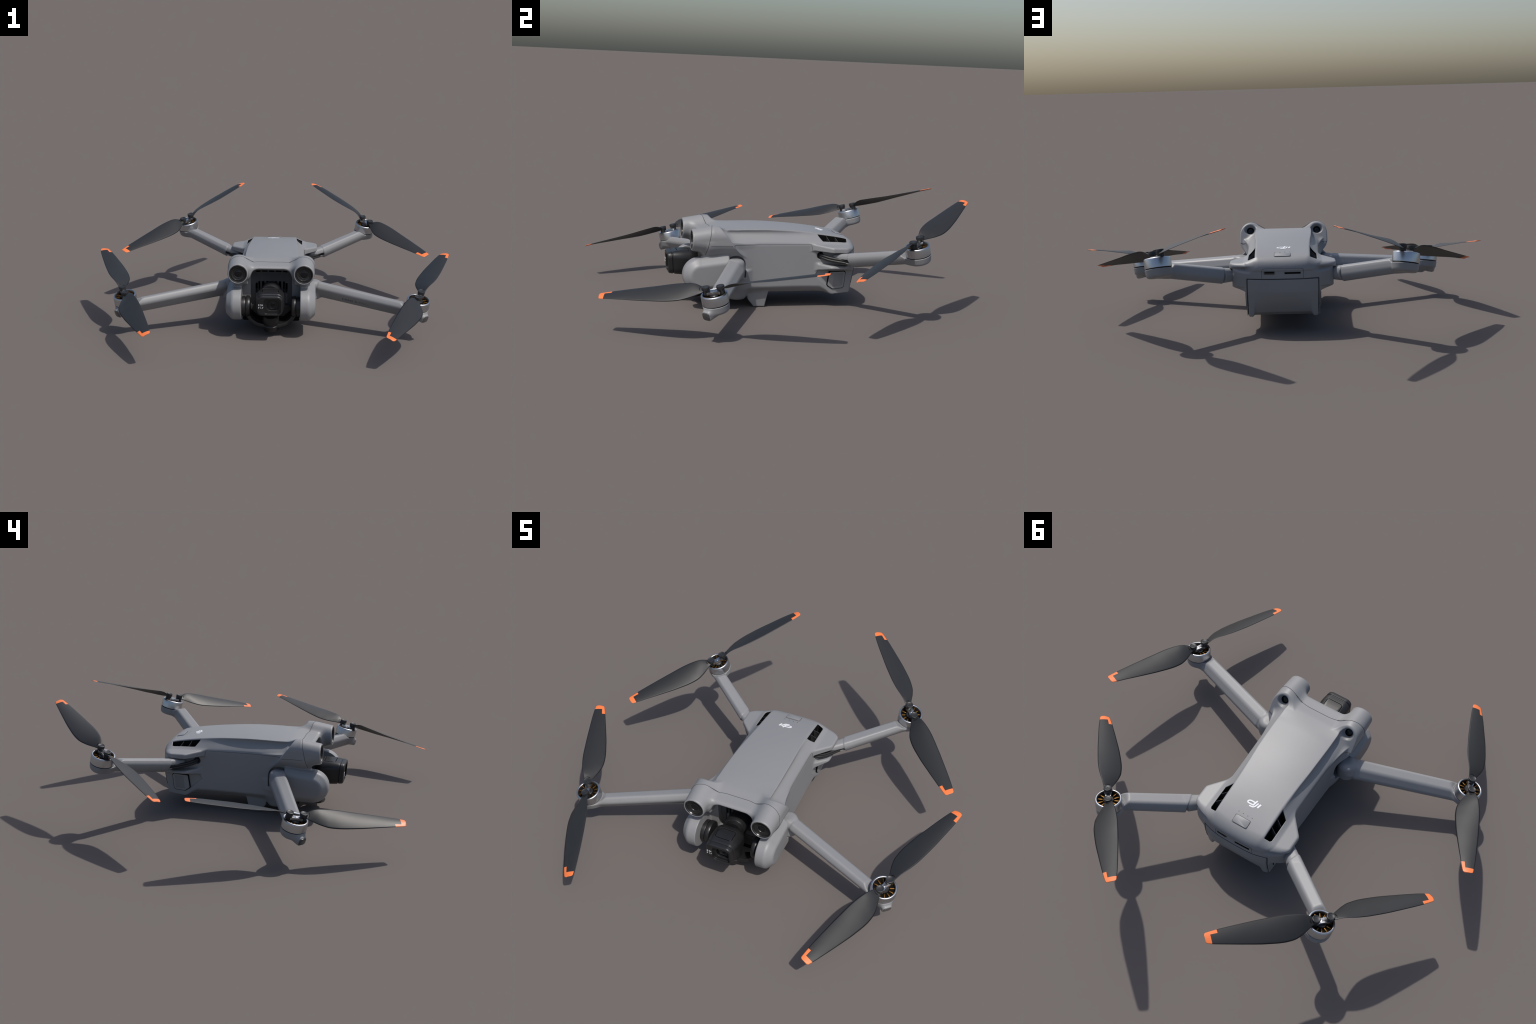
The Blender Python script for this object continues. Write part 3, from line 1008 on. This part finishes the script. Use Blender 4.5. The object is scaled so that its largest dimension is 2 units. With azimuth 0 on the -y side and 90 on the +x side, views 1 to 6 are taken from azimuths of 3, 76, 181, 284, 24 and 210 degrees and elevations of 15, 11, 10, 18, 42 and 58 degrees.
def finish_normals(me, nrm):
    # orient faces with the stored vertex normals, then lock those normals in
    a = sum((me.polygons[i].normal.dot(Vector(nrm[me.polygons[i].vertices[0]])) > 0) for i in range(0, len(me.polygons), 3))
    if a < len(range(0, len(me.polygons), 3)) / 2: me.flip_normals()
    me.normals_split_custom_set_from_vertices([tuple(map(float, v)) for v in nrm])

BLADE_H = .026
BLADES = {True: blade_mesh(True), False: blade_mesh(False)}

def rotor(O, n, sdir, sg, lead_leg, arm_ob, hand):
    """Motor bell, windings and a two-blade folding propeller."""
    MIR = Matrix.Diagonal((sg, 1, 1, 1))
    n = Vector(n); s = Vector(sdir)
    F = frame_from(O, n, s)                      # x along the blade, z = spin axis
    def put(me, name, parent, mat):
        me = me.copy(); me.transform(F)
        if sg < 0:
            me.transform(MIR); me.flip_normals()
        return add_obj(name, me, parent, mat)
    bell = put(lathe(bell_profile, 72, None, 40), "motor_bell", arm_ob, MAT_METAL)
    put(lathe([(.0505, -.03), (.0505, -.0205), (0, -.0205)], 40), "motor_core", bell, MAT_VOID)
    put(lathe([(.0585, -.052), (.0585, -.045), (.040, -.045)], 48), "motor_gap", bell, MAT_VOID)
    put(lathe([(.024, -.02), (.024, -.008), (.021, -.005), (0, -.005)], 32), "motor_hub", bell, MAT_BLACK)
    coil = rbox(.0235, .0075, .012, .0028, 2)
    for k in range(12):
        a = 2 * math.pi * (k + .5) / 12
        M = Matrix.Rotation(a, 4, 'Z') @ Matrix.Translation((.0375, 0, -.0165))
        c = coil.copy(); c.transform(M)
        put(c, "motor_winding", bell, MAT_COPPER)
    # propeller
    hub = put(round_prism([(-.030, -.017), (-.012, -.012), (.012, -.012), (.030, -.017), (.030, .017), (.012, .012), (-.012, .012), (-.030, .017)], .012, .002, .001,
                          Matrix.Translation((0, 0, .003))), "propeller", drone, MAT_METAL)
    put(lathe([(.0042, .008), (.0042, .0102), (.003, .0108), (0, .0108)], 16), "hub_screw", hub, MAT_STEEL)
    cap = lathe([(0, -.002), (.0165, -.002), (.0168, .016), (.0182, .018), (.0187, .020), (.0187, .031), (.0178, .0338), (.0160, .0344), (.0142, .0335), (.0125, .0325), (.003, .0325), (.002, .0315), (0, .0315)], 36, None, 40)
    for d in (1, -1):
        c = cap.copy(); c.transform(Matrix.Translation((d * .0335, 0, 0)))
        put(c, "hinge_cap", hub, MAT_CAP)
        for (me0, nrm), nm, mt in zip(BLADES[lead_leg], ("blade", "blade_tip"), (MAT_PROP, MAT_ORANGE)):
            me = me0.copy()
            R = Matrix.Rotation(0 if d > 0 else math.pi, 4, 'Z') 
            M = F @ R @ Matrix.Translation((0, 0, BLADE_H)) @ Matrix.Diagonal((1, hand, 1, 1))
            if sg < 0: M = MIR @ M
            N = np.array([(M.to_3x3() @ Vector(v))[:] for v in nrm])
            me.transform(M)
            finish_normals(me, N)
            add_obj(nm, me, hub, mt)
        # moulded slot at the blade root
        arc = [(d * (.058 + .004 * (1 - (q / .0115) ** 2)), d * q, BLADE_H + .0022 - .25 * q * hand) for q in np.linspace(-.011, .011, 8)]
        put(tube(arc, .0011, 6), "blade_root_slot", hub, MAT_VOID)
    return bell

SF = (.377, .935, .178)        # direction of the front blades
SR = (-.6415, .745, .2695)     # direction of the rear blades
for sg in (1, -1):
    me = arm_me if sg > 0 else mirrored(arm_me)
    arm = add_obj("front_arm", me, drone, MAT_GREY)
    rotor(OF, NF, SF, sg, sg > 0, arm, 1)
    me = rear_me if sg > 0 else mirrored(rear_me)
    rarm = add_obj("rear_arm", me, drone, MAT_GREY)
    rotor(OR, NR, SR, sg, sg < 0, rarm, -1)
    # status light in the nub
    d = unit((.0445, -.0485, -.0255))
    Fl = frame_from((.8165, -.5005, .1305), d, unit(np.cross((0, 0, 1), d)))
    lm = round_prism([(-.019, -.018), (.019, -.018), (.019, .018), (-.019, .018)], .004, .010, .001, Fl)
    if sg < 0: lm = mirrored(lm)
    add_obj("status_light", lm, arm, MAT_LIGHT)
    # hinge screw
    Fs = Matrix.Translation((sg * .231, -.257, .2600))
    sc = add_obj("hinge_screw", lathe([(.0088, -.006), (.0088, .0006), (.0076, .0008), (.0070, -.001), (.005, -.001), (.004, .0004), (0, .0004)], 24, Fs), arm, MAT_STEEL)
    add_obj("screw_hole", lathe([(.0118, -.004), (.0118, .0004), (.0090, .0006), (.0088, -.003)], 24, Fs), arm, MAT_SEAM)
    # cables at the rear hinge
    for k in range(2):
        o = .012 * k
        path = catmull([(sg * .165, .195, .281 - o * .6), (sg * .196, .207, .279 - o), (sg * .226, .240, .272 - o), (sg * .258, .290, .268 - o), (sg * .278, .325, .266 - o)], 8)
        add_obj("motor_cable", tube(path, .0075, 10), drone, MAT_CABLE)

# model name printed on the forward underside of the right front arm
du = unit(A1 - A0)
upv = unit(np.array((0, 0, 1.)) - du * du[2])
fwv = np.cross(upv, du); fwv = fwv if fwv[1] < 0 else -fwv
face = unit(.80 * fwv - .60 * upv)                  # outward normal of that facet
rise = unit(np.cross(face, du)); rise = rise if rise[2] > 0 else -rise
def arm_text(body, size, along, up, mat, stretch=1.0):
    me = text_mesh(body, size, .0)
    co = np.zeros(len(me.vertices) * 3); me.vertices.foreach_get("co", co); co = co.reshape(-1, 3)
    base = A0 + du * along + rise * up
    t = np.linspace(.09, 0, 240)
    for i, (a, b, c) in enumerate(co):
        p = base + du * a * stretch + rise * b
        P = p[None] + t[:, None] * face[None]
        k = int(np.argmax(front_arm_field(*P.T) < 0))
        co[i] = P[k] + face * .0007
    me.vertices.foreach_set("co", co.ravel()); me.update()
    return add_obj("model_lettering", me, drone, mat)
arm_text("MINI 3", .0235, .176, .000, MAT_PRINT_DARK, 1.28)
arm_text("PRO", .0235, .270, .000, MAT_PRINT_PALE, 1.28)
